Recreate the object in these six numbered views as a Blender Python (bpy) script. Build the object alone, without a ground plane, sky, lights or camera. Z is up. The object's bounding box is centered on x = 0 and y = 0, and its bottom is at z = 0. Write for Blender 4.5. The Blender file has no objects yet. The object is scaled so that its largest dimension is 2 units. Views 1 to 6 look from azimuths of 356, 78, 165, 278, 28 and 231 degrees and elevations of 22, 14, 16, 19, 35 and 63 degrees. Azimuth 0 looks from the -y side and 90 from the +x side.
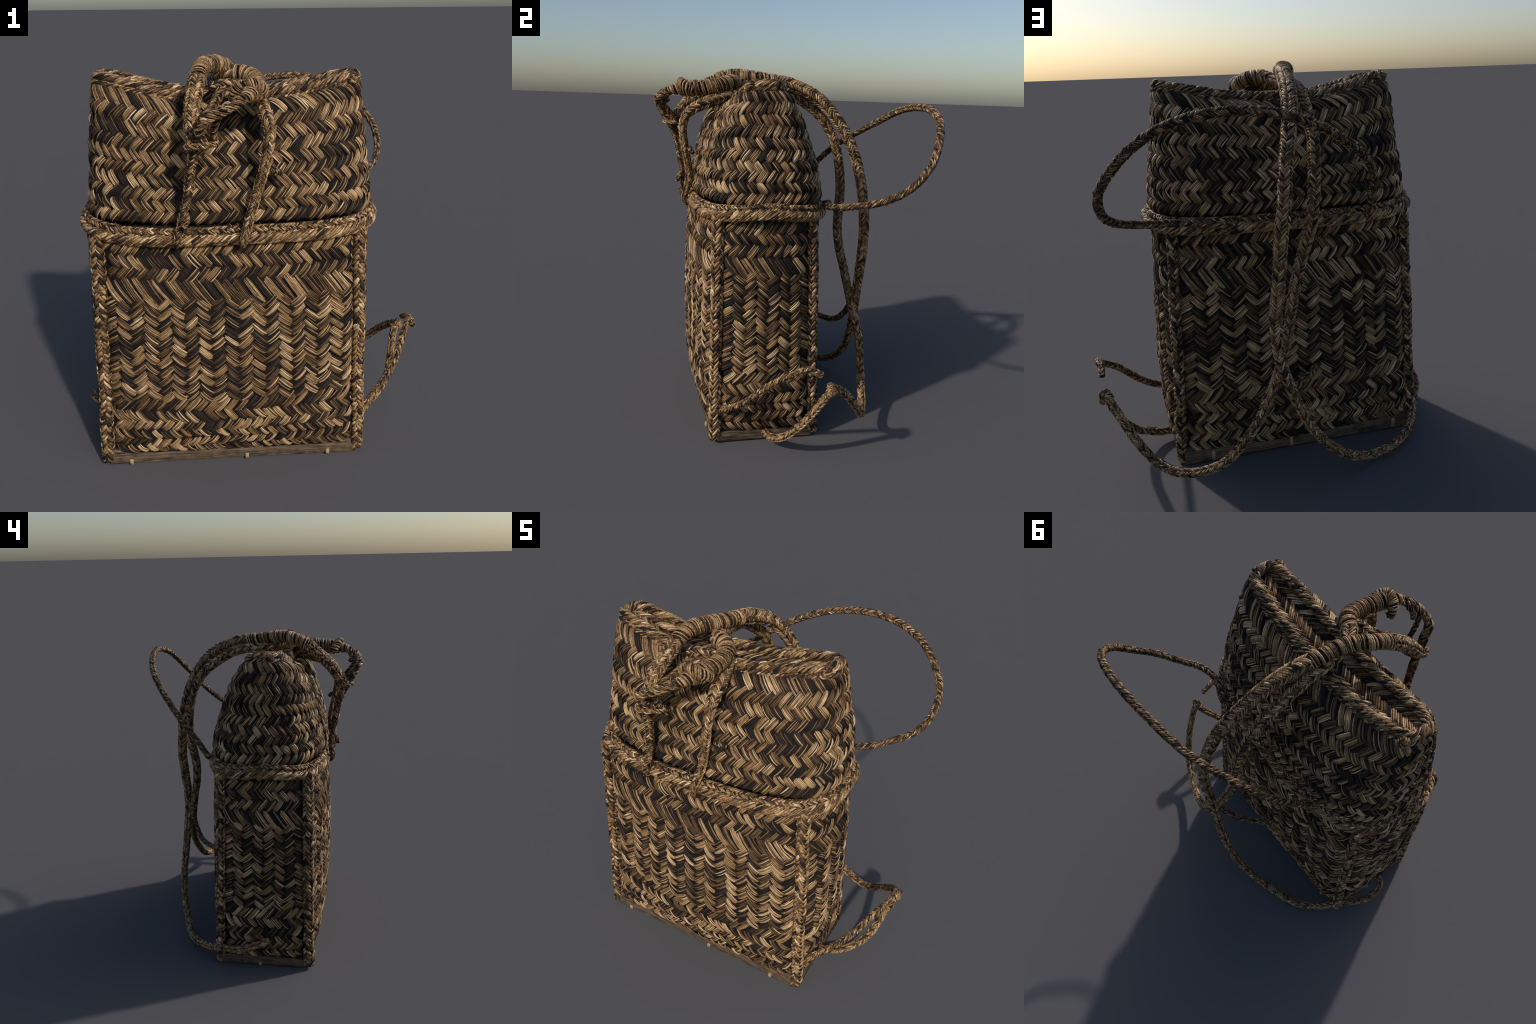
import bpy, math
import numpy as np

RNG = np.random.default_rng(11)

# ------------------------------------------------------------------ materials
def node(nt, kind, **inputs):
    n = nt.nodes.new(kind)
    for k, v in inputs.items():
        n.inputs[k].default_value = v
    return n


def fibre_material(name, base, dark, pale, grain, rough=0.5, grain_mix=0.7, spec=0.35, level=False):
    """Streaky plant fibre. grain: 'rise' / 'fall' = streaks along x+y rising / falling with z, None = speckled."""
    m = bpy.data.materials.new(name)
    m.use_nodes = True
    nt = m.node_tree
    nt.nodes.clear()
    L = nt.links.new
    out = node(nt, "ShaderNodeOutputMaterial")
    bsdf = node(nt, "ShaderNodeBsdfPrincipled", Roughness=rough)
    bsdf.inputs["Specular IOR Level"].default_value = spec
    L(bsdf.outputs[0], out.inputs[0])
    tc = node(nt, "ShaderNodeTexCoord")
    geo = node(nt, "ShaderNodeNewGeometry")
    info = node(nt, "ShaderNodeObjectInfo")
    rnd = node(nt, "ShaderNodeMath")
    rnd.operation = "ADD"
    L(geo.outputs["Random Per Island"], rnd.inputs[0])
    L(info.outputs["Random"], rnd.inputs[1])
    frac = node(nt, "ShaderNodeMath")
    frac.operation = "FRACT"
    L(rnd.outputs[0], frac.inputs[0])
    if grain:
        sep = node(nt, "ShaderNodeSeparateXYZ")
        L(tc.outputs["Object"], sep.inputs[0])
        add = node(nt, "ShaderNodeMath")
        add.operation = "ADD"
        L(sep.outputs[0], add.inputs[0])
        L(sep.outputs[1], add.inputs[1])
        a = node(nt, "ShaderNodeMath")
        a.operation = "SUBTRACT"
        L(add.outputs[0], a.inputs[0]); L(sep.outputs[2], a.inputs[1])
        b = node(nt, "ShaderNodeMath")
        b.operation = "ADD"
        L(add.outputs[0], b.inputs[0]); L(sep.outputs[2], b.inputs[1])
        across, along = (a, b) if grain == "rise" else (b, a)
        com = node(nt, "ShaderNodeCombineXYZ")
        s1 = node(nt, "ShaderNodeMath"); s1.operation = "MULTIPLY"; s1.inputs[1].default_value = 190.0
        s2 = node(nt, "ShaderNodeMath"); s2.operation = "MULTIPLY"; s2.inputs[1].default_value = 9.0
        s3 = node(nt, "ShaderNodeMath"); s3.operation = "MULTIPLY"; s3.inputs[1].default_value = 37.0
        L(across.outputs[0], s1.inputs[0]); L(along.outputs[0], s2.inputs[0]); L(frac.outputs[0], s3.inputs[0])
        L(s1.outputs[0], com.inputs[0]); L(s2.outputs[0], com.inputs[1]); L(s3.outputs[0], com.inputs[2])
        vec, scale = com.outputs[0], 1.0
    elif level:
        mp = node(nt, "ShaderNodeMapping")
        mp.inputs["Scale"].default_value = (7.0, 7.0, 260.0)
        L(tc.outputs["Object"], mp.inputs[0])
        vec, scale = mp.outputs[0], 1.0
    else:
        vec, scale = tc.outputs["Object"], 120.0
    noise = node(nt, "ShaderNodeTexNoise", Scale=scale, Detail=3.0, Roughness=0.6)
    L(vec, noise.inputs["Vector"])
    blotch = node(nt, "ShaderNodeTexNoise", Scale=26.0, Detail=2.0)
    L(tc.outputs["Object"], blotch.inputs["Vector"])
    # per-strip tone
    tone = node(nt, "ShaderNodeMix"); tone.data_type = "RGBA"
    tone.inputs["A"].default_value = (*base, 1); tone.inputs["B"].default_value = (*pale, 1)
    pw = node(nt, "ShaderNodeMath"); pw.operation = "POWER"; pw.inputs[1].default_value = 2.2
    L(frac.outputs[0], pw.inputs[0]); L(pw.outputs[0], tone.inputs["Factor"])
    # dark streaks and stains
    ramp = node(nt, "ShaderNodeValToRGB")
    ramp.color_ramp.elements[0].position = 0.40
    ramp.color_ramp.elements[0].color = (1, 1, 1, 1)
    ramp.color_ramp.elements[1].position = 0.60
    ramp.color_ramp.elements[1].color = (0, 0, 0, 1)
    summ = node(nt, "ShaderNodeMath"); summ.operation = "MULTIPLY_ADD"
    summ.inputs[1].default_value = 0.35
    off = node(nt, "ShaderNodeMath"); off.operation = "MULTIPLY_ADD"
    off.inputs[1].default_value = 0.9; off.inputs[2].default_value = -0.125
    L(noise.outputs[0], off.inputs[0])
    L(blotch.outputs[0], summ.inputs[0]); L(off.outputs[0], summ.inputs[2])
    L(summ.outputs[0], ramp.inputs[0])
    fm = node(nt, "ShaderNodeMath"); fm.operation = "MULTIPLY"; fm.inputs[1].default_value = grain_mix
    L(ramp.outputs[0], fm.inputs[0])
    mix = node(nt, "ShaderNodeMix"); mix.data_type = "RGBA"
    L(fm.outputs[0], mix.inputs["Factor"])
    L(tone.outputs["Result"], mix.inputs["A"])
    mix.inputs["B"].default_value = (*dark, 1)
    L(mix.outputs["Result"], bsdf.inputs["Base Color"])
    bump = node(nt, "ShaderNodeBump", Strength=0.35, Distance=0.002)
    L(noise.outputs[0], bump.inputs["Height"])
    L(bump.outputs[0], bsdf.inputs["Normal"])
    return m


INK = (0.014, 0.012, 0.012)
TONES = {
    "dark": ((0.022, 0.018, 0.016), INK, (0.060, 0.040, 0.028)),
    "brown": ((0.155, 0.082, 0.034), INK, (0.26, 0.142, 0.058)),
    "tan": ((0.40, 0.228, 0.095), (0.03, 0.020, 0.013), (0.57, 0.35, 0.160)),
    "straw": ((0.64, 0.405, 0.190), (0.09, 0.050, 0.022), (0.90, 0.67, 0.40)),  # tan and straw colours lightened to carry the sunlit glints on the strips
}
MATS = {}
for t, (b, d, p) in TONES.items():
    for g in ("rise", "fall", None):
        MATS[t, g] = fibre_material(f"{t}_fibre_{g or 'cord'}", b, d, p, g, *{"dark": (0.72, 0.6, 0.15), "brown": (0.6, 0.75, 0.25), "tan": (0.46, 0.66, 0.42), "straw": (0.40, 0.5, 0.5)}[t])
BACKING = fibre_material("dark_backing", (0.018, 0.014, 0.012), INK, (0.028, 0.021, 0.017), None, 0.9, spec=0.08)
CORE = fibre_material("cord_core", (0.030, 0.022, 0.017), INK, (0.06, 0.04, 0.026), None, 0.9, spec=0.1)
SLAT = fibre_material("weathered_slat", (0.15, 0.098, 0.056), INK, (0.24, 0.16, 0.095), None, 0.65, 0.85, level=True)
PEG = fibre_material("pale_peg", (0.42, 0.30, 0.16), (0.12, 0.08, 0.04), (0.5, 0.36, 0.2), None, 0.6, 0.4)
SLOTS = [MATS[t, g] for t in TONES for g in ("rise", "fall", None)] + [BACKING, CORE, SLAT, PEG]
SLOT = {m.name: i for i, m in enumerate(SLOTS)}


def slot(tone, grain):
    return SLOT[f"{tone}_fibre_{grain or 'cord'}"]


# ------------------------------------------------------------------ mesh store
class Store:
    def __init__(self):
        self.v, self.q, self.m, self.n = [], [], [], 0

    def add(self, verts, quads, mats):
        self.v.append(verts.reshape(-1, 3)); self.q.append(quads.reshape(-1, 4) + self.n)
        self.m.append(np.broadcast_to(mats, len(self.q[-1]))); self.n += len(self.v[-1])

    def make(self, name, parent, **props):
        V = np.concatenate(self.v).astype(np.float32); Q = np.concatenate(self.q).astype(np.int32)
        M = np.concatenate(self.m).astype(np.int32)
        me = bpy.data.meshes.new(name)
        me.vertices.add(len(V)); me.vertices.foreach_set("co", V.ravel())
        me.loops.add(Q.size); me.loops.foreach_set("vertex_index", Q.ravel())
        me.polygons.add(len(Q)); me.polygons.foreach_set("loop_start", np.arange(0, Q.size, 4, dtype=np.int32))
        used, M = np.unique(M, return_inverse=True)
        for i in used:
            me.materials.append(SLOTS[i])
        me.polygons.foreach_set("material_index", M.astype(np.int32))
        me.update(calc_edges=True)
        me.shade_smooth()
        ob = bpy.data.objects.new(name, me)
        bpy.context.scene.collection.objects.link(ob)
        ob.parent = parent
        for k, v in props.items():
            ob[k] = v
        return ob


def grid_quads(nu, nv, wrap_u=False):
    i, j = np.meshgrid(np.arange(nu if wrap_u else nu - 1), np.arange(nv - 1), indexing="ij")
    k = (i + 1) % nu
    return np.stack([i * nv + j, k * nv + j, k * nv + j + 1, i * nv + j + 1], -1).reshape(-1, 4)


# ------------------------------------------------------------------ strips laid on a surface
TONE_NAMES = list(TONES)


def strips(store, surf, u, v, du, dv, width, lift, dive, tone_of, grain_of, fibres=4, along=7, round_=6, thick=0.34, shape=2.4, bend=0.0, singles=None, end=0.35, arch=0.12):
    """Lay strips centred at (u,v), half-length vector (du,dv), full width `width`. Each strip is split
    into `fibres` slim fibres of unequal width. All arguments may be arrays over strips."""
    n = len(u)
    du, dv, width, lift, dive = (np.broadcast_to(np.asarray(a, float), n) for a in (du, dv, width, lift, dive))
    ln = np.hypot(du, dv)
    px, py = -dv / ln, du / ln
    cuts = RNG.uniform(0.35, 1.65, (n, fibres))
    cuts = cuts / cuts.sum(1, keepdims=True)
    edge = np.concatenate([np.zeros((n, 1)), np.cumsum(cuts, 1)], 1) - 0.5
    t = np.linspace(-1, 1, along)
    ph = np.arange(round_) * 2 * np.pi / round_ + np.pi / round_
    tone = tone_of(n, fibres)                                   # (n, fibres) indices into TONES
    # shapes: (n, fibres, along, round)
    mid = ((edge[:, 1:] + edge[:, :-1]) / 2 * width[:, None])[:, :, None, None]
    half = ((edge[:, 1:] - edge[:, :-1]) / 2 * 0.97 * width[:, None])[:, :, None, None]
    T = (t[None, None, :, None] + RNG.normal(0, 0.05, (n, fibres))[:, :, None, None])
    taper = (1 - (1 - end) * np.abs(t) ** 3)[None, None, :, None]
    a = mid * (1 - 0.12 * t[None, None, :, None] ** 2) + half * taper * np.cos(ph)[None, None, None, :]
    a = a + (bend * (1 - T**2) * width[:, None, None, None])
    crown = (1 - (2 * mid / width[:, None, None, None]) ** 2) * arch * width[:, None, None, None]
    th = thick * half * taper + 0.0012
    prof = lift[:, None, None, None] * (1 - np.abs(T) ** shape) - dive[:, None, None, None] * np.abs(T) ** shape
    h = prof + crown * taper + th * np.sin(ph)[None, None, None, :] + RNG.normal(0, 0.0008, (n, fibres))[:, :, None, None]
    E = lambda x: np.asarray(x)[:, None, None, None]
    U = E(u) + E(du) * T + E(px) * a
    W = E(v) + E(dv) * T + E(py) * a
    P, N = surf(U, W)
    P = P + N * h[..., None]
    q = grid_quads(along, round_)                               # round_ must wrap
    i, j = np.meshgrid(np.arange(along - 1), np.arange(round_), indexing="ij")
    k = (j + 1) % round_
    q = np.stack([i * round_ + j, i * round_ + k, (i + 1) * round_ + k, (i + 1) * round_ + j], -1).reshape(-1, 4)
    caps = []
    for base in (0, (along - 1) * round_):
        r = np.arange(round_) + base
        if base == 0:
            r = r[::-1]
        caps += [[r[0], r[1], r[2], r[3]], [r[0], r[3], r[4], r[5]]]
    q = np.concatenate([q, np.array(caps)])
    ring = along * round_
    grain = grain_of(P[:, :, along // 2, 0], N[:, :, along // 2, 0], du, dv)      # (n, fibres) 0 rise 1 fall 2 none
    gname = ("rise", "fall", None)
    look = np.array([[slot(tn, g) for g in gname] for tn in TONE_NAMES])
    mats = look[tone, grain]
    pick = np.zeros(n, bool) if singles is None else singles["mask"]
    if singles is not None:
        for s in np.nonzero(pick)[0]:
            one = Store()
            for f in range(fibres):
                one.add(P[s, f], q, mats[s, f])
            one.make("woven_strip", singles["parent"])
    keep = np.nonzero(~pick)[0]
    if len(keep):
        V = P[keep].reshape(-1, 3)
        m = len(keep) * fibres
        Q = (q[None] + (np.arange(m) * ring)[:, None, None]).reshape(-1, 4)
        store.add(V, Q, np.repeat(mats[keep].ravel(), len(q)))


def weave_tones(n, fibres):
    mood = RNG.choice(4, n, p=[0.25, 0.24, 0.31, 0.20])
    table = np.array([[0.62, 0.27, 0.10, 0.01], [0.24, 0.52, 0.21, 0.03], [0.13, 0.21, 0.54, 0.12], [0.08, 0.12, 0.36, 0.44]])
    c = np.cumsum(table[mood], 1)
    return (RNG.random((n, fibres, 1)) > c[:, None, :]).sum(2).clip(0, 3)


def cord_tones(p):
    def f(n, fibres):
        return RNG.choice(4, (n, fibres), p=p)
    return f


CORD = cord_tones([0.19, 0.33, 0.38, 0.10])
CORD_PALE = cord_tones([0.08, 0.29, 0.49, 0.14])
CORD_DIM = cord_tones([0.28, 0.40, 0.27, 0.05])


WRAP = cord_tones([0.05, 0.34, 0.49, 0.12])


def weave_grain(P, N, du, dv):
    tang = np.stack([-N[..., 1], N[..., 0]], -1)
    s = np.sign(tang.sum(-1)) * np.sign(du * dv)[:, None]
    g = np.where(s > 0, 0, 1)
    return np.where(np.abs(N[..., 2]) > 0.8, 2, g)


def no_grain(P, N, du, dv):
    return np.full(P.shape[:2], 2)


def with_normals(pos, eps=1e-3):
    def surf(U, V):
        P = pos(U, V)
        a = pos(U + eps, V) - pos(U - eps, V)
        b = pos(U, V + eps) - pos(U, V - eps)
        N = np.cross(a, b)
        N /= np.linalg.norm(N, axis=-1, keepdims=True) + 1e-12
        return P, N
    return surf


def wobble(x, y, z, amp):
    return amp * (np.sin(9.1 * x + 3.3 * y + 1.3) * np.sin(7.3 * z + 0.4) + 0.6 * np.sin(17.0 * x - 13 * z + 5 * y) + 0.5 * np.sin(23 * z + 11 * y + 2.0 + 4 * x))


# ------------------------------------------------------------------ root
root = bpy.data.objects.new("basket_backpack", None)
bpy.context.scene.collection.objects.link(root)
root["label"] = "Woven black and tan fibre backpack basket with braided straps"
root["category"] = "basket"


def group(name, parent=root):
    e = bpy.data.objects.new(name, None)
    bpy.context.scene.collection.objects.link(e)
    e.parent = parent
    return e


# ------------------------------------------------------------------ body: four bulged panels between corner posts
Z_TOP = 1.30
POST = {  # corner: (foot x, foot y), (head x, head y) at z = 1.25
    "fl": ((-0.765, -0.440), (-0.710, -0.424)),
    "fr": ((0.523, -0.438), (0.478, -0.424)),
    "br": ((0.520, 0.112), (0.478, 0.070)),
    "bl": ((-0.768, 0.112), (-0.710, 0.078)),
}


def post_xy(c, z):
    f, h = np.array(POST[c][0]), np.array(POST[c][1])
    return f + (h - f) * (np.asarray(z)[..., None] / 1.25)


BULGE = {  # z -> outward bulge at the middle of the panel
    "front": ([0, 0.06, 0.12, 0.25, 0.55, 0.9, 1.15, 1.3], [0.0, 0.020, 0.055, 0.086, 0.104, 0.104, 0.093, 0.08]),
    "right": ([0, 0.06, 0.12, 0.25, 0.6, 0.95, 1.2, 1.3], [0.0, 0.015, 0.038, 0.058, 0.073, 0.073, 0.072, 0.07]),
    "back": ([0, 0.06, 0.12, 0.25, 0.6, 0.9, 1.2, 1.3], [0.0, 0.034, 0.062, 0.082, 0.100, 0.104, 0.100, 0.095]),
    "left": ([0, 0.06, 0.12, 0.25, 0.6, 0.95, 1.2, 1.3], [0.0, 0.015, 0.036, 0.052, 0.062, 0.062, 0.065, 0.065]),
}
PANELS = {"front": ("fl", "fr"), "right": ("fr", "br"), "back": ("br", "bl"), "left": ("bl", "fl")}


def panel(side):
    a, b = PANELS[side]
    half = np.linalg.norm(np.array(POST[b][0]) - np.array(POST[a][0])) / 2
    d = post_xy(b, np.array(0.6)) - post_xy(a, np.array(0.6))
    d /= np.linalg.norm(d)
    out = np.array([d[1], -d[0]])
    zs, bs = BULGE[side]

    def pos(U, V):
        xi = np.clip(U / half, -1.1, 1.1)
        A, B = post_xy(a, V), post_xy(b, V)
        xy = (A + B) / 2 + (B - A) / 2 * xi[..., None]
        amp = np.interp(V, zs, bs)
        s = np.maximum(1 - xi**2, 0)
        gap = np.clip((0.085 - (1 - np.abs(xi)) * half) / 0.055, 0, 1)      # groove beside the corner braid
        full = np.interp(V, [0.0, 0.3, 0.6], [0.36, 0.48, 0.58])
        xy = xy + out * (amp * s ** full - 0.002 - 0.022 * gap * gap * (3 - 2 * gap) + wobble(xy[..., 0], xy[..., 1], V, 0.0025) * s)[..., None]
        return np.concatenate([xy, np.asarray(V)[..., None]], -1)
    return pos, half


body = group("basket_body")
body_fill, body_shell = Store(), Store()
BANDS_TOP = [1.285, 1.225, 1.165, 1.105, 1.045, 0.925]
BANDS_LOW = [0.425, 0.35, 0.288, 0.232, 0.18, 0.125, 0.07]
STEP = 0.049
total_single = 0
for side in PANELS:
    pos, half = panel(side)
    surf = with_normals(pos)
    uu, vv = np.meshgrid(np.linspace(-half, half, 60), np.linspace(0.01, Z_TOP, 60), indexing="ij")
    body_shell.add(pos(uu, vv), grid_quads(60, 60), SLOT["dark_backing"])
    U, V, DU, DV, Wd = [], [], [], [], []
    # horizontal bands
    for bands, first in ((BANDS_TOP, -1), (BANDS_LOW, 1)):
        sgn = first
        for hi, lo in zip(bands[:-1], bands[1:]):
            h = hi - lo
            k = np.arange(-half - 0.02, half + 0.02, STEP)
            k = k + RNG.normal(0, 0.0022, len(k)) + RNG.uniform(0, STEP)
            k = k[np.abs(k) < half - 0.030]
            big = 1.0 if h < 0.09 else 0.85
            U.append(k); V.append(np.full(len(k), (hi + lo) / 2) + RNG.normal(0, 0.002, len(k)) + 0.006 * np.sin(k * 9 + hi * 40))
            DU.append(np.full(len(k), h * 0.57 * big)); DV.append(np.full(len(k), sgn * h * 0.66))
            Wd.append(np.full(len(k), STEP * 0.71))
            sgn = -sgn
    # upright herringbone columns
    ncol = max(2, round(2 * (half - 0.02) / 0.067))
    cw = 2 * (half - 0.02) / ncol
    for c in range(ncol):
        uc = -half + 0.02 + cw * (c + 0.5)
        k = np.arange(BANDS_LOW[0] - 0.005, BANDS_TOP[-1] + 0.03, 0.050)
        k = k + RNG.normal(0, 0.002, len(k)) + RNG.uniform(0, 0.03)
        sg = 1 if c % 2 == 0 else -1
        U.append(np.full(len(k), uc) + 0.004 * np.sin(k * 12 + c) + RNG.normal(0, 0.0015, len(k))); V.append(k)
        DU.append(np.full(len(k), cw * 0.62)); DV.append(np.full(len(k), sg * cw * 0.52))
        Wd.append(np.full(len(k), 0.050 * 0.75))
    U, V, DU, DV, Wd = map(np.concatenate, (U, V, DU, DV, Wd))
    Wd = Wd * RNG.uniform(0.86, 1.14, len(U))
    DU = DU * RNG.normal(1, 0.05, len(U)); DV = DV * RNG.normal(1, 0.06, len(U))
    single = None
    if side == "front":
        size = (np.abs(U) < half - 0.06) & (V > 0.2) & (V < 1.2)
        ids = np.nonzero(size)[0]
        mask = np.zeros(len(U), bool)
        mask[RNG.permutation(ids)[:190]] = True
        single = {"mask": mask, "parent": body}
    strips(body_fill, surf, U, V, DU, DV, Wd, 0.0060, 0.0085, weave_tones, weave_grain, fibres=6, thick=0.34, along=6, arch=0.15, shape=2.0, singles=single)
# floor of the basket
fx, fy = np.meshgrid(np.linspace(-0.75, 0.51, 8), np.linspace(-0.43, 0.10, 6), indexing="ij")
body_shell.add(np.stack([fx, fy, np.full_like(fx, 0.02)], -1), grid_quads(8, 6)[:, ::-1], SLOT["dark_backing"])
fx, fy = np.meshgrid(np.linspace(-0.69, 0.46, 8), np.linspace(-0.41, 0.06, 6), indexing="ij")
body_shell.add(np.stack([fx, fy, np.full_like(fx, Z_TOP)], -1), grid_quads(8, 6), SLOT["dark_backing"])
body_shell.make("panel_backing", body)
body_fill.make("panel_weave", body, kind="stuff")

# ------------------------------------------------------------------ lid
LID_C, LID_A, LID_B, LID_N = (-0.104, -0.164), 0.660, 0.345, 3.0
RIM_C, RIM_A, RIM_B, RIM_N = (-0.101, -0.186), 0.583, 0.098, 4.5
LID_Z = 1.319
PROFILE_Z = np.array([0, 0.15, 0.33, 0.50, 0.67, 0.81, 0.92, 1.0])
PROFILE_Y = np.array([0, 0.045, 0.138, 0.258, 0.395, 0.545, 0.730, 1.0])
PROFILE_X = np.array([0, 0.11, 0.27, 0.43, 0.58, 0.71, 0.85, 1.0])
_arc = np.r_[0, np.cumsum(np.hypot(np.diff(PROFILE_Y) * 0.22, np.diff(PROFILE_Z) * 0.53))]
LID_H = _arc[-1]


def smooth_interp(x, xp, fp):
    m = np.gradient(fp, xp)
    i = np.clip(np.searchsorted(xp, x) - 1, 0, len(xp) - 2)
    h = xp[i + 1] - xp[i]
    t = (x - xp[i]) / h
    return (2 * t**3 - 3 * t**2 + 1) * fp[i] + (t**3 - 2 * t**2 + t) * h * m[i] + (-2 * t**3 + 3 * t**2) * fp[i + 1] + (t**3 - t**2) * h * m[i + 1]


def superellipse(theta, c, a, b, n):
    co, si = np.cos(theta), np.sin(theta)
    return c[0] + a * np.sign(co) * np.abs(co) ** (2 / n), c[1] + b * np.sign(si) * np.abs(si) ** (2 / n)


RIM_X = np.array([-0.80, -0.69, -0.60, -0.45, -0.30, -0.12, 0.03, 0.19, 0.33, 0.48, 0.60])
RIM_H = np.array([1.925, 1.908, 1.892, 1.853, 1.824, 1.817, 1.824, 1.843, 1.869, 1.896, 1.908])


def rim_z(x):
    return smooth_interp(x, RIM_X, RIM_H)


_th = np.linspace(-np.pi / 2, 1.5 * np.pi, 400001)
_bx, _by = superellipse(_th, (0, 0), LID_A, LID_B, LID_N)
_s = np.r_[0, np.cumsum(np.hypot(np.diff(_bx), np.diff(_by)))]
LID_P = _s[-1]
_u = np.linspace(0, LID_P, 1201)
_ux, _uy = np.interp(_u, _s, _bx), np.interp(_u, _s, _by)


def lid_pos(U, V):
    qx, qy = np.interp(U % LID_P, _u, _ux), np.interp(U % LID_P, _u, _uy)
    bx, by = LID_C[0] + qx, LID_C[1] + qy
    e = qy / LID_B
    rx, ry = RIM_C[0] + qx * RIM_A / LID_A, RIM_C[1] + RIM_B * (1.4 * e - 0.4 * e**3)
    w = np.clip(V, -0.02, LID_H)
    fy, fx, fz = (smooth_interp(w, _arc, p) for p in (PROFILE_Y, PROFILE_X, PROFILE_Z))
    x = bx + (rx - bx) * fx
    y = by + (ry - by) * fy
    z = LID_Z + (rim_z(rx) - LID_Z) * fz
    wob = wobble(x, y, z, 0.003)
    cx, cy = x - LID_C[0], (y - LID_C[1]) * 3
    r = np.hypot(cx, cy) + 1e-6
    return np.stack([x + cx / r * wob, y + cy / r * wob, z], -1)


lid = group("basket_lid")
lid_surf = with_normals(lid_pos)
lid_shell, lid_fill = Store(), Store()
uu, vv = np.meshgrid(np.linspace(0, LID_P, 240, endpoint=False), np.linspace(0, LID_H, 40), indexing="ij")
lid_shell.add(lid_pos(uu, vv), grid_quads(240, 40, True), SLOT["dark_backing"])
# under-lip closing the lid's lower edge
th = np.linspace(-np.pi / 2, 1.5 * np.pi, 241)[:-1]
lip = []
for k in (1.0, 0.97, 0.8, 0.02):
    x, y = superellipse(th, LID_C, LID_A * k, LID_B * k, LID_N)
    lip.append(np.stack([x, y, np.full_like(x, LID_Z - (0.012 if k < 1 else 0))], -1))
lid_shell.add(np.stack(lip, 1), grid_quads(240, 4, True)[:, ::-1], SLOT["dark_backing"])

edges = np.r_[0.0, np.cumsum([0.050, 0.050, 0.051, 0.052, 0.053, 0.055, 0.056, 0.058, 0.062, 0.085])]
edges = edges * (LID_H - 0.03) / edges[-1]
U, V, DU, DV, Wd = [], [], [], [], []
sgn = 1
for lo, hi in zip(edges[:-1], edges[1:]):
    h = hi - lo
    cnt = round(LID_P / STEP)
    k = (np.arange(cnt) + RNG.uniform(0, 1)) * LID_P / cnt + RNG.normal(0, 0.002, cnt)
    U.append(k); V.append(np.full(cnt, (lo + hi) / 2) + RNG.normal(0, 0.002, cnt) + 0.003 * np.sin(k * 7 + lo * 30))
    DU.append(np.full(cnt, h * 0.58)); DV.append(np.full(cnt, sgn * h * 0.66)); Wd.append(np.full(cnt, STEP * 0.71))
    sgn = -sgn
U, V, DU, DV, Wd = map(np.concatenate, (U, V, DU, DV, Wd))
Wd = Wd * RNG.uniform(0.86, 1.14, len(U)); DU = DU * RNG.normal(1, 0.05, len(U)); DV = DV * RNG.normal(1, 0.05, len(U))
ids = np.nonzero(((U % LID_P) < 0.55) | ((U % LID_P) > LID_P - 0.55))[0]
mask = np.zeros(len(U), bool)
mask[RNG.permutation(ids)[:110]] = True
strips(lid_fill, lid_surf, U, V, DU, DV, Wd, 0.0060, 0.0085, weave_tones, weave_grain, fibres=6, thick=0.34, along=6, arch=0.15, shape=2.0, singles={"mask": mask, "parent": lid})


# sunken woven gusset between the two top rims
def top_pos(U, V):
    q = np.clip(U / (RIM_A * 0.985), -1, 1)
    b = RIM_B * (1 - np.abs(q) ** RIM_N) ** (1 / RIM_N)
    x = RIM_C[0] + U
    y = RIM_C[1] + V / RIM_B * b
    z = rim_z(x) - 0.018 - 0.014 * np.clip(1 - (V / RIM_B) ** 2, 0, 1) * np.clip(1.2 * (1 - q**6), 0, 1)
    return np.stack([x, y, z], -1)


uu, vv = np.meshgrid(np.linspace(-RIM_A * 0.98, RIM_A * 0.98, 80), np.linspace(-RIM_B, RIM_B, 12), indexing="ij")
lid_shell.add(top_pos(uu, vv), grid_quads(80, 12), SLOT["dark_backing"])
U, V, DU, DV = [], [], [], []
for r, sg in ((-0.058, 1), (0.0, -1), (0.058, 1)):
    k = np.arange(-RIM_A + 0.03, RIM_A - 0.03, 0.034) + RNG.uniform(0, 0.02)
    U.append(k); V.append(np.full(len(k), r)); DU.append(np.full(len(k), 0.034)); DV.append(np.full(len(k), sg * 0.036))
U, V, DU, DV = map(np.concatenate, (U, V, DU, DV))
strips(lid_fill, with_normals(top_pos), U, V, DU, DV, 0.026 * RNG.uniform(0.85, 1.15, len(U)), 0.006, 0.004, weave_tones, no_grain, fibres=3)
lid_shell.make("lid_backing", lid)
lid_fill.make("lid_weave", lid, kind="stuff")


# ------------------------------------------------------------------ cords
def smooth_curve(pts, per=14, closed=False):
    P = np.array(pts, float)
    if closed:
        Q = np.vstack([P[-1], P, P[0], P[1]])
    else:
        Q = np.vstack([2 * P[0] - P[1], P, 2 * P[-1] - P[-2]])
    t = np.linspace(0, 1, per, endpoint=False)[:, None]
    seg = []
    for i in range(1, len(Q) - 2):
        a, b, c, d = Q[i - 1], Q[i], Q[i + 1], Q[i + 2]
        seg.append(0.5 * (2 * b + (c - a) * t + (2 * a - 5 * b + 4 * c - d) * t**2 + (3 * b - a - 3 * c + d) * t**3))
    seg.append(P[:1] if closed else P[-1:])
    return np.vstack(seg)


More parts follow.
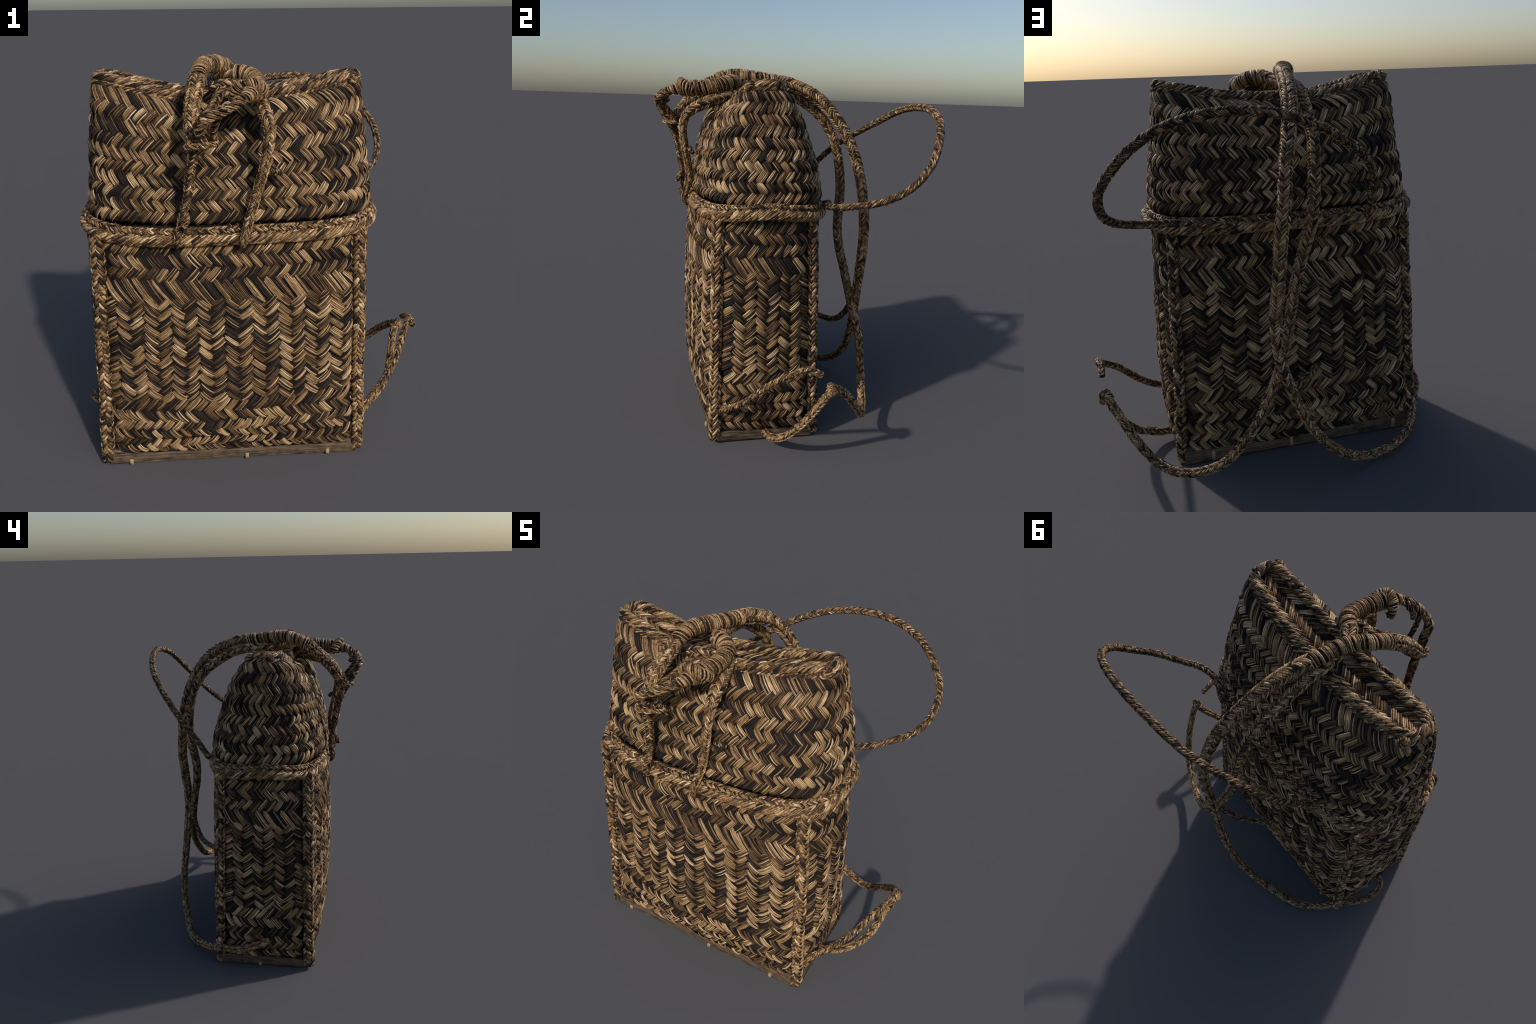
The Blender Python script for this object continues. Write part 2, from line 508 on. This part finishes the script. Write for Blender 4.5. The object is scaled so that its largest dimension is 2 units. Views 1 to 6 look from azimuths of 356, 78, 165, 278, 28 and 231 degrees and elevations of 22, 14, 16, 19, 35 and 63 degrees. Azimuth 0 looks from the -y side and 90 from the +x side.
class CordPath:
    def __init__(self, pts, radius, closed=False, up=(0.13, 0.21, 0.97)):
        C = smooth_curve(pts, closed=closed)
        keyed = np.size(radius) == len(pts) and not closed
        s = np.r_[0, np.cumsum(np.linalg.norm(np.diff(C, axis=0), axis=1))]
        n = max(12, int(s[-1] / 0.008))
        self.s = np.linspace(0, s[-1], n)
        C = np.stack([np.interp(self.s, s, C[:, k]) for k in range(3)], 1)
        for _ in range(2):
            C[1:-1] = C[1:-1] * 0.5 + 0.25 * (C[:-2] + C[2:])
        T = np.gradient(C, axis=0)
        T /= np.linalg.norm(T, axis=1, keepdims=True)
        nrm = np.cross(T[0], up)
        nrm /= np.linalg.norm(nrm)
        Ns = []
        for k in range(n):
            nrm = nrm - T[k] * (nrm @ T[k])
            nrm /= np.linalg.norm(nrm)
            Ns.append(nrm)
        self.c, self.t, self.n = C, T, np.array(Ns)
        self.b = np.cross(T, self.n)
        self.len = s[-1]
        r = np.atleast_1d(radius).astype(float)
        at = s[np.arange(len(pts)) * 14] if keyed else np.linspace(0, s[-1], len(r))
        self.r = np.interp(self.s, at, r) if len(r) > 1 else np.full(n, r[0])

    def at(self, s):
        f = lambda A: np.stack([np.interp(s, self.s, A[:, k]) for k in range(3)], -1)
        return f(self.c), f(self.n), f(self.b), np.interp(s, self.s, self.r)

    def surf(self, ref):
        def g(U, V):                      # U = angle * ref radius, V = length along
            c, n, b, r = self.at(V)
            a = U / ref
            d = n * np.cos(a)[..., None] + b * np.sin(a)[..., None]
            return c + d * r[..., None], d
        return g


def cord(name, parent, pts, radius, style="braid", tones=CORD, closed=False, columns=None, step=None, parts=None, flat=0.80, slope=1.05):
    """A plant-fibre cord: dark core under strips laid as a braid, a lay (twist) or a close wrap.
    parts: list of (from, to, style) along the length as fractions."""
    path = CordPath(pts, np.asarray(radius) * 0.905, closed)
    st = Store()
    ref = float(np.mean(path.r))
    n = len(path.s)
    a = np.arange(10) * 2 * np.pi / 10
    ring = path.c[:, None] + (path.n[:, None] * np.cos(a)[None, :, None] + path.b[:, None] * np.sin(a)[None, :, None]) * (path.r * flat)[:, None, None]
    i, j = np.meshgrid(np.arange(n - 1), np.arange(10), indexing="ij")
    k = (j + 1) % 10
    q = np.stack([i * 10 + j, i * 10 + k, (i + 1) * 10 + k, (i + 1) * 10 + j], -1).reshape(-1, 4)
    V0 = ring.reshape(-1, 3)
    V0 = np.vstack([V0, path.c[:1] - path.t[:1] * ref * 0.5, path.c[-1:] + path.t[-1:] * ref * 0.5])
    cap = []
    for j in range(0, 10, 2):
        cap.append([len(V0) - 2, (j + 2) % 10, j + 1, j])
        o = (n - 1) * 10
        cap.append([len(V0) - 1, o + j, o + j + 1, o + (j + 2) % 10])
    st.add(V0, np.vstack([q, cap]), SLOT["cord_core"])
    surf = path.surf(ref)
    for f0, f1, sty in parts or [(0.0, 1.0, style)]:
        s0, s1 = f0 * path.len, f1 * path.len
        around = 2 * np.pi * ref
        if sty in ("braid", "fine braid"):
            m = 10 if sty == "fine braid" else columns or 6
            w = around / m
            d = 0.014 if sty == "fine braid" else step or w * 0.62
            U, V, DU, DV = [], [], [], []
            for c in range(m):
                kk = np.arange(s0 + w * 0.3, s1 - w * 0.2, d)
                kk = kk + RNG.normal(0, d * 0.06, len(kk)) + (0 if c % 4 < 2 else d * 0.5)
                U.append(np.full(len(kk), (c + 0.5) * w)); V.append(kk)
                DU.append(np.full(len(kk), w * 0.62)); DV.append(np.full(len(kk), (1 if c % 2 else -1) * w * 0.85))
            wd, li, di, fb, sh = d * 0.86, 0.10 * ref, 0.32 * ref, 2, 2.0
        elif sty == "lay":
            m = columns or 5
            w = around / m
            d = step or ref * 1.15
            U, V, DU, DV = [], [], [], []
            for c in range(m):
                kk = np.arange(s0 + d * 0.4, s1 - d * 0.3, d)
                kk = kk + RNG.normal(0, d * 0.05, len(kk)) + ((c * w * slope) % d)
                U.append(np.full(len(kk), (c + 0.5) * w)); V.append(kk)
                DU.append(np.full(len(kk), w * 0.72)); DV.append(np.full(len(kk), w * 0.72 * slope))
            wd, li, di, fb, sh = d * 0.60, 0.12 * ref, 0.22 * ref, 2, 2.4
        else:                              # wrap: close turns of narrow strip
            d = step or 0.0046
            kk = np.arange(s0, s1, d)
            U = [RNG.uniform(0, around, len(kk))]
            V = [kk + RNG.normal(0, d * 0.10, len(kk))]
            DU, DV = [np.full(len(kk), around * 0.53)], [np.full(len(kk), around * 0.15)]
            wd, li, di, fb, sh = d * 1.35, 0.03 * ref, 0.08 * ref, 1, 6.0
        U, V, DU, DV = map(np.concatenate, (U, V, DU, DV))
        ok = (V > 0) & (V < path.len)
        U, V, DU, DV = U[ok], V[ok], DU[ok], DV[ok]
        if not len(U):
            continue
        strips(st, surf, U, V, DU, DV, wd * RNG.uniform(0.88, 1.12, len(U)), li, di, WRAP if sty == "wrap" else tones, no_grain, fibres=fb, along=14 if sty == "wrap" else 5, shape=sh, thick=0.42)
    return st.make(name, parent)


def knot(name, parent, c, r, axis=(0, 0, 1), lead=0.0):
    """A tight overhand knot: a cord bent through a small trefoil."""
    z = np.array(axis, float); z /= np.linalg.norm(z)
    x = np.cross(z, (0.3, 0.8, 0.52)); x /= np.linalg.norm(x)
    y = np.cross(z, x)
    t = np.linspace(0, 2 * np.pi, 22)[:-1] + lead
    p = (np.sin(t) + 2 * np.sin(2 * t)) / 3, (np.cos(t) - 2 * np.cos(2 * t)) / 3, -np.sin(3 * t)
    R = r * 1.15
    pts = np.array(c) + R * (p[0][:, None] * x + p[1][:, None] * y) + r * 0.6 * p[2][:, None] * z
    return cord(name, parent, pts, r * 0.80, "braid", CORD_PALE, closed=True, columns=5)


# corner braids
for c in POST:
    z = np.linspace(0.018, 1.255, 9)
    xy = post_xy(c, z)
    jit = 0.003 * np.sin(z * 11 + len(c) + xy[:, 0] * 7)
    out = np.array([np.sign(xy[0, 0]), np.sign(xy[0, 1] + 0.15)]) * 0.001
    pts = np.column_stack([xy[:, 0] + out[0] + jit, xy[:, 1] + out[1], z])
    front = c[0] == "f"
    cord("corner_braid", body, pts, 0.0310 if front else 0.026, "braid", CORD_PALE if c == "fr" else CORD, columns=6, step=0.030)

# base slats and the pegs that pin them
def slat(a, b, thick, z0, z1, name="base_slat"):
    a, b = np.array(a, float), np.array(b, float)
    d = (b - a) / np.linalg.norm(b - a)
    o = np.array([d[1], -d[0]])
    st = Store()
    nl, prof = 60, []
    for ang in np.linspace(0, 2 * np.pi, 17)[:-1]:
        cx, sx = np.cos(ang), np.sin(ang)
        prof.append((thick / 2 * np.sign(cx) * abs(cx) ** 0.45, (z0 + z1) / 2 + (z1 - z0) / 2 * np.sign(sx) * abs(sx) ** 0.45))
    t = np.linspace(0, 1, nl)
    L = np.linalg.norm(b - a)
    rows = []
    for k, (w, z) in enumerate(prof):
        rough = 0.0016 * np.sin(t * L * 19 + k * 2.1) + 0.0009 * np.sin(t * L * 53 + k * 3.7)
        p = a + (b - a) * t[:, None] + o * (w + rough)[:, None]
        rows.append(np.column_stack([p, np.maximum(z + rough + 0.003 * np.sin(t * 5), 0.001)]))
    V = np.stack(rows, 1)
    i, j = np.meshgrid(np.arange(nl - 1), np.arange(16), indexing="ij")
    k = (j + 1) % 16
    q = np.stack([i * 16 + j, i * 16 + k, (i + 1) * 16 + k, (i + 1) * 16 + j], -1).reshape(-1, 4)
    caps = [[o_ + s, o_ + s + 1, o_ + 14 - s, o_ + 15 - s] for o_ in (0, (nl - 1) * 16) for s in range(7)]
    st.add(V, np.vstack([q, caps]), SLOT["weathered_slat"])
    return st.make(name, body)


slat((-0.755, -0.452), (0.515, -0.447), 0.030, 0.004, 0.062)
slat((0.528, -0.425), (0.526, 0.105), 0.030, 0.003, 0.060)
slat((0.515, 0.130), (-0.760, 0.130), 0.030, 0.004, 0.078)
slat((-0.775, 0.105), (-0.772, -0.425), 0.030, 0.003, 0.065)
slat((-0.755, -0.440), (0.515, -0.436), 0.022, 0.060, 0.078)
slat((0.515, 0.122), (-0.760, 0.122), 0.024, 0.074, 0.096)


def peg(x, y, dx, dy, z0, z1, w=0.018):
    st = Store()
    prof = [(0.0, z0), (0.006, z0), (0.009, (z0 + z1) / 2), (0.006, z1), (0.0, z1), (-0.02, z1), (-0.02, z0)]
    V = []
    for side in (-1, -0.6, 0.6, 1):
        k = 1 if abs(side) < 1 else 0.8
        V.append([(x + dx * p * k + dy * side * w / 2, y + dy * p * k + dx * side * w / 2, z) for p, z in prof])
    st.add(np.array(V), np.vstack([grid_quads(4, 7), [[0, 1, 2, 3], [0, 3, 4, 5], [21, 24, 23, 22], [21, 26, 25, 24]]]), SLOT["pale_peg"])
    st.make("slat_peg", body)


for x in (-0.648, -0.055, 0.366):
    peg(x, -0.467, 0, -1, 0.004, 0.034)
    peg(x if x < 0.3 else 0.366, 0.145, 0, 1, 0.012, 0.064)
peg(-0.790, -0.14, -1, 0, 0.006, 0.026)

# collar where lid meets body
th = np.linspace(np.pi / 2, 2.5 * np.pi, 49)[:-1]


def collar(name, a, b, dz, r, style, step, tones, cols, slope=1.0):
    x, y = superellipse(th, (-0.106, -0.166), a, b, 3.0)
    z = np.interp(y, [-0.51, -0.2, 0.19], [1.243, 1.280, 1.247]) + dz + 0.004 * np.sin(x * 5 + 1)
    cord(name, body, np.column_stack([x, y, z]), r, style, tones, closed=True, step=step, columns=cols, slope=slope)


collar("collar_cord", 0.682, 0.354, -0.006, 0.0235, "lay", 0.032, CORD_PALE, 5, -1.45)
collar("collar_braid", 0.668, 0.342, 0.030, 0.019, "braid", 0.016, CORD, 6)

# rims of the lid
th = np.linspace(0.2, 0.2 + 2 * np.pi, 41)[:-1]
x, y = superellipse(th, RIM_C, RIM_A * 0.985, RIM_B - 0.004, 4.0)
cord("rim_cord", lid, np.column_stack([x, y, rim_z(x) + 0.004]), 0.0225, "lay", CORD, closed=True, step=0.028, slope=-1.5)
x, y = superellipse(th, RIM_C, RIM_A + 0.004, RIM_B + 0.018, 4.0)
cord("rim_cord", lid, np.column_stack([x, y, rim_z(x) - 0.022]), 0.014, "lay", CORD_DIM, closed=True, step=0.024, slope=-1.5)
cord("rim_curl", lid, [(0.43, -0.284, 1.876), (0.462, -0.288, 1.884), (0.474, -0.275, 1.897), (0.458, -0.266, 1.903), (0.446, -0.276, 1.890)], 0.014, "lay", CORD_PALE)
cord("rim_curl", lid, [(-0.63, -0.084, 1.886), (-0.668, -0.086, 1.896), (-0.680, -0.098, 1.908), (-0.664, -0.108, 1.914), (-0.648, -0.098, 1.900)], 0.014, "lay", CORD_PALE)

# ------------------------------------------------------------------ shoulder straps
S1 = [(-0.256, -0.626, 1.672), (-0.263, -0.575, 1.738), (-0.261, -0.537, 1.787), (-0.253, -0.494, 1.831), (-0.244, -0.447, 1.870), (-0.236, -0.397, 1.907),
      (-0.225, -0.344, 1.937), (-0.208, -0.289, 1.953), (-0.172, -0.232, 1.957), (-0.142, -0.150, 1.947), (-0.125, -0.040, 1.934), (-0.104, 0.060, 1.914), (-0.080, 0.193, 1.861),
      (-0.055, 0.299, 1.771), (-0.021, 0.378, 1.657), (0.011, 0.438, 1.528), (0.032, 0.477, 1.392), (0.056, 0.497, 1.253), (0.072, 0.509, 1.109),
      (0.086, 0.503, 0.967), (0.092, 0.492, 0.825), (0.073, 0.487, 0.684), (0.032, 0.493, 0.546), (-0.022, 0.498, 0.412), (-0.089, 0.500, 0.290),
      (-0.186, 0.487, 0.180), (-0.294, 0.452, 0.097), (-0.411, 0.406, 0.050), (-0.546, 0.355, 0.045), (-0.660, 0.285, 0.062), (-0.735, 0.190, 0.080), (-0.785, 0.110, 0.112),
      (-0.832, 0.038, 0.141), (-0.868, -0.018, 0.166), (-0.880, -0.085, 0.189), (-0.866, -0.152, 0.208), (-0.815, -0.190, 0.200), (-0.775, -0.195, 0.195)]
cord("shoulder_strap", root, S1, [0.028, 0.036, 0.039, 0.039, 0.036, 0.032, 0.030, 0.030, 0.029, 0.026, 0.023, 0.021, 0.020, 0.019, 0.018, 0.017, 0.017],
     parts=[(0.0, 0.085, "fine braid"), (0.085, 0.185, "wrap"), (0.185, 1.0, "braid")], tones=CORD_PALE, columns=6)
S2_FRONT = [((-0.235, -0.672, 1.745), 0.016), ((-0.205, -0.700, 1.792), 0.018), ((-0.160, -0.706, 1.811), 0.019), ((-0.112, -0.690, 1.834), 0.020), ((-0.070, -0.660, 1.851), 0.021),
            ((-0.042, -0.630, 1.862), 0.024), ((-0.025, -0.590, 1.870), 0.037), ((-0.012, -0.550, 1.874), 0.048), ((0.0, -0.505, 1.876), 0.046), ((0.008, -0.455, 1.880), 0.041),
            ((0.012, -0.405, 1.888), 0.041), ((0.004, -0.355, 1.900), 0.042), ((-0.025, -0.312, 1.912), 0.044), ((-0.070, -0.285, 1.915), 0.043), ((-0.112, -0.245, 1.905), 0.036),
            ((-0.140, -0.165, 1.892), 0.030), ((-0.155, -0.07, 1.886), 0.028)]
S2 = [p for p, r in S2_FRONT] + [(-0.158, 0.010, 1.880), (-0.164, 0.075, 1.862),
      (-0.161, 0.152, 1.821), (-0.152, 0.253, 1.749), (-0.149, 0.329, 1.654), (-0.139, 0.374, 1.538), (-0.127, 0.397, 1.416), (-0.111, 0.404, 1.292),
      (-0.080, 0.390, 1.176), (-0.048, 0.381, 1.057), (-0.018, 0.393, 0.939), (0.010, 0.418, 0.824), (0.044, 0.441, 0.706), (0.088, 0.460, 0.594),
      (0.145, 0.482, 0.481), (0.203, 0.485, 0.378), (0.277, 0.472, 0.274), (0.359, 0.452, 0.190), (0.471, 0.421, 0.146), (0.586, 0.375, 0.146),
      (0.677, 0.328, 0.204), (0.748, 0.269, 0.290), (0.806, 0.201, 0.379), (0.860, 0.118, 0.442), (0.840, 0.078, 0.380), (0.822, 0.030, 0.301),
      (0.805, -0.014, 0.237), (0.777, -0.056, 0.179), (0.731, -0.088, 0.123), (0.671, -0.125, 0.080), (0.603, -0.147, 0.052), (0.53, -0.16, 0.045)]
cord("shoulder_strap", root, S2, [r for p, r in S2_FRONT] + list(np.interp(np.arange(len(S2) - len(S2_FRONT)), [0, 8, 14, 20, 32], [0.028, 0.027, 0.022, 0.019, 0.018])),
     parts=[(0.0, 0.055, "lay"), (0.055, 0.15, "wrap"), (0.15, 1.0, "braid")], tones=CORD_PALE, columns=6)
# knot coils lying over the lid
cord("strap_knot", root, [(-0.180, -0.388, 1.862), (-0.15, -0.374, 1.874), (-0.11, -0.367, 1.877), (-0.06, -0.360, 1.874), (0.0, -0.36, 1.86)], [0.020, 0.026, 0.027, 0.026, 0.024], "braid", CORD)
cord("strap_knot", root, [(0.030, -0.520, 1.862), (0.022, -0.560, 1.886), (-0.006, -0.580, 1.903), (-0.045, -0.578, 1.902), (-0.075, -0.562, 1.884), (-0.086, -0.545, 1.862), (-0.084, -0.530, 1.848)],
     0.025, "wrap", CORD_PALE)
cord("strap_end", root, [(-0.090, -0.650, 1.842), (-0.120, -0.660, 1.828), (-0.135, -0.655, 1.806), (-0.138, -0.650, 1.795)], 0.013, "lay", CORD)

# carrying loop at the back
cord("carrying_loop", root, [(0.20, 0.205, 1.262), (0.26, 0.212, 1.276), (0.34, 0.196, 1.284), (0.44, 0.158, 1.290), (0.55, 0.186, 1.302), (0.645, 0.268, 1.326), (0.735, 0.356, 1.362), (0.779, 0.461, 1.426), (0.777, 0.551, 1.520), (0.719, 0.618, 1.617),
      (0.630, 0.668, 1.706), (0.523, 0.697, 1.767), (0.398, 0.710, 1.802), (0.266, 0.706, 1.811), (0.132, 0.689, 1.800), (0.010, 0.664, 1.768), (-0.104, 0.625, 1.720),
      (-0.210, 0.565, 1.665), (-0.304, 0.499, 1.605), (-0.386, 0.422, 1.532), (-0.435, 0.342, 1.442), (-0.452, 0.265, 1.350), (-0.462, 0.222, 1.290), (-0.465, 0.190, 1.250)],
     [0.016, 0.016, 0.017, 0.018, 0.018, 0.017, 0.016], "braid", CORD_DIM, columns=5)
# cord tying the straps to the back panel
cord("tie_cord", root, [(0.085, 0.470, 0.640), (0.071, 0.449, 0.605), (0.049, 0.429, 0.556), (0.022, 0.406, 0.513), (-0.017, 0.374, 0.485), (-0.061, 0.340, 0.479), (-0.102, 0.303, 0.482), (-0.150, 0.250, 0.486), (-0.205, 0.150, 0.488)],
     0.016, "braid", CORD_DIM, columns=5)
# toggle cord on the side panel
cord("toggle_cord", root, [(0.50, -0.41, 0.195), (0.557, -0.391, 0.211), (0.614, -0.342, 0.250), (0.669, -0.304, 0.297), (0.723, -0.268, 0.353), (0.765, -0.228, 0.409), (0.802, -0.178, 0.463), (0.838, -0.119, 0.511), (0.878, -0.066, 0.553)],
     [0.018, 0.017, 0.016, 0.015], "braid", CORD, columns=5)
cord("cord_toggle", root, [(0.892, -0.105, 0.545), (0.890, -0.060, 0.562), (0.876, -0.020, 0.560), (0.876, 0.046, 0.527)], 0.0145, "braid", CORD, columns=5)
knot("cord_knot", root, (0.866, 0.106, 0.445), 0.021, (0.2, 1, 0.2))
knot("cord_knot", root, (0.884, -0.064, 0.556), 0.014, (0.2, 1, 0.4))

# front ties hanging over the lid
cord("front_tie", root, [(-0.212, -0.700, 1.796), (-0.230, -0.662, 1.730), (-0.250, -0.624, 1.668), (-0.266, -0.596, 1.603), (-0.279, -0.577, 1.533), (-0.290, -0.566, 1.462), (-0.308, -0.552, 1.392),
      (-0.326, -0.546, 1.325), (-0.340, -0.552, 1.275), (-0.347, -0.556, 1.243), (-0.347, -0.536, 1.222)], [0.022, 0.023, 0.020, 0.018, 0.016, 0.014], "braid", CORD_DIM, columns=5)
cord("front_tie", root, [(-0.02, -0.29, 1.850), (0.0, -0.340, 1.838), (0.015, -0.388, 1.820), (0.030, -0.438, 1.802), (0.040, -0.488, 1.782), (0.050, -0.536, 1.753), (0.055, -0.567, 1.715), (0.046, -0.576, 1.646), (0.034, -0.568, 1.578), (0.018, -0.556, 1.514),
      (0.001, -0.542, 1.450), (-0.016, -0.537, 1.385), (-0.036, -0.546, 1.320), (-0.050, -0.558, 1.275), (-0.059, -0.562, 1.240), (-0.060, -0.540, 1.218)],
     [0.033, 0.035, 0.035, 0.034, 0.032, 0.028, 0.023, 0.021, 0.020, 0.020, 0.020, 0.020, 0.019, 0.017, 0.015, 0.014], "braid", CORD_PALE, columns=6)
cord("front_tie", root, [(-0.075, -0.385, 1.848), (-0.105, -0.400, 1.850), (-0.140, -0.425, 1.847), (-0.159, -0.460, 1.826), (-0.176, -0.500, 1.798), (-0.200, -0.545, 1.770), (-0.212, -0.575, 1.745), (-0.219, -0.600, 1.718), (-0.225, -0.622, 1.670)],
     [0.018, 0.019, 0.019, 0.020, 0.022, 0.025, 0.026, 0.025, 0.022], "braid", CORD_DIM, columns=5)
cord("front_tie", root, [(-0.140, -0.696, 1.820), (-0.160, -0.668, 1.780), (-0.174, -0.625, 1.725), (-0.165, -0.596, 1.668)], 0.012, "lay", CORD_DIM)
t = np.linspace(0, 2 * np.pi, 15)[:-1]
cord("tie_ring", root, np.column_stack([-0.224 + 0.060 * np.cos(t) + 0.018 * np.sin(t), -0.618 + 0.034 * np.cos(t) - 0.034 * np.sin(t), 1.676 + 0.006 * np.sin(t)]), 0.010, "lay", CORD_PALE, closed=True, columns=4, step=0.016)
cord("tie_end", root, [(-0.305, -0.556, 1.375), (-0.300, -0.580, 1.350), (-0.318, -0.588, 1.325)], 0.013, "lay", CORD)
cord("tie_end", root, [(0.060, -0.540, 1.555), (0.085, -0.535, 1.545), (0.105, -0.522, 1.528)], 0.011, "lay", CORD_DIM)
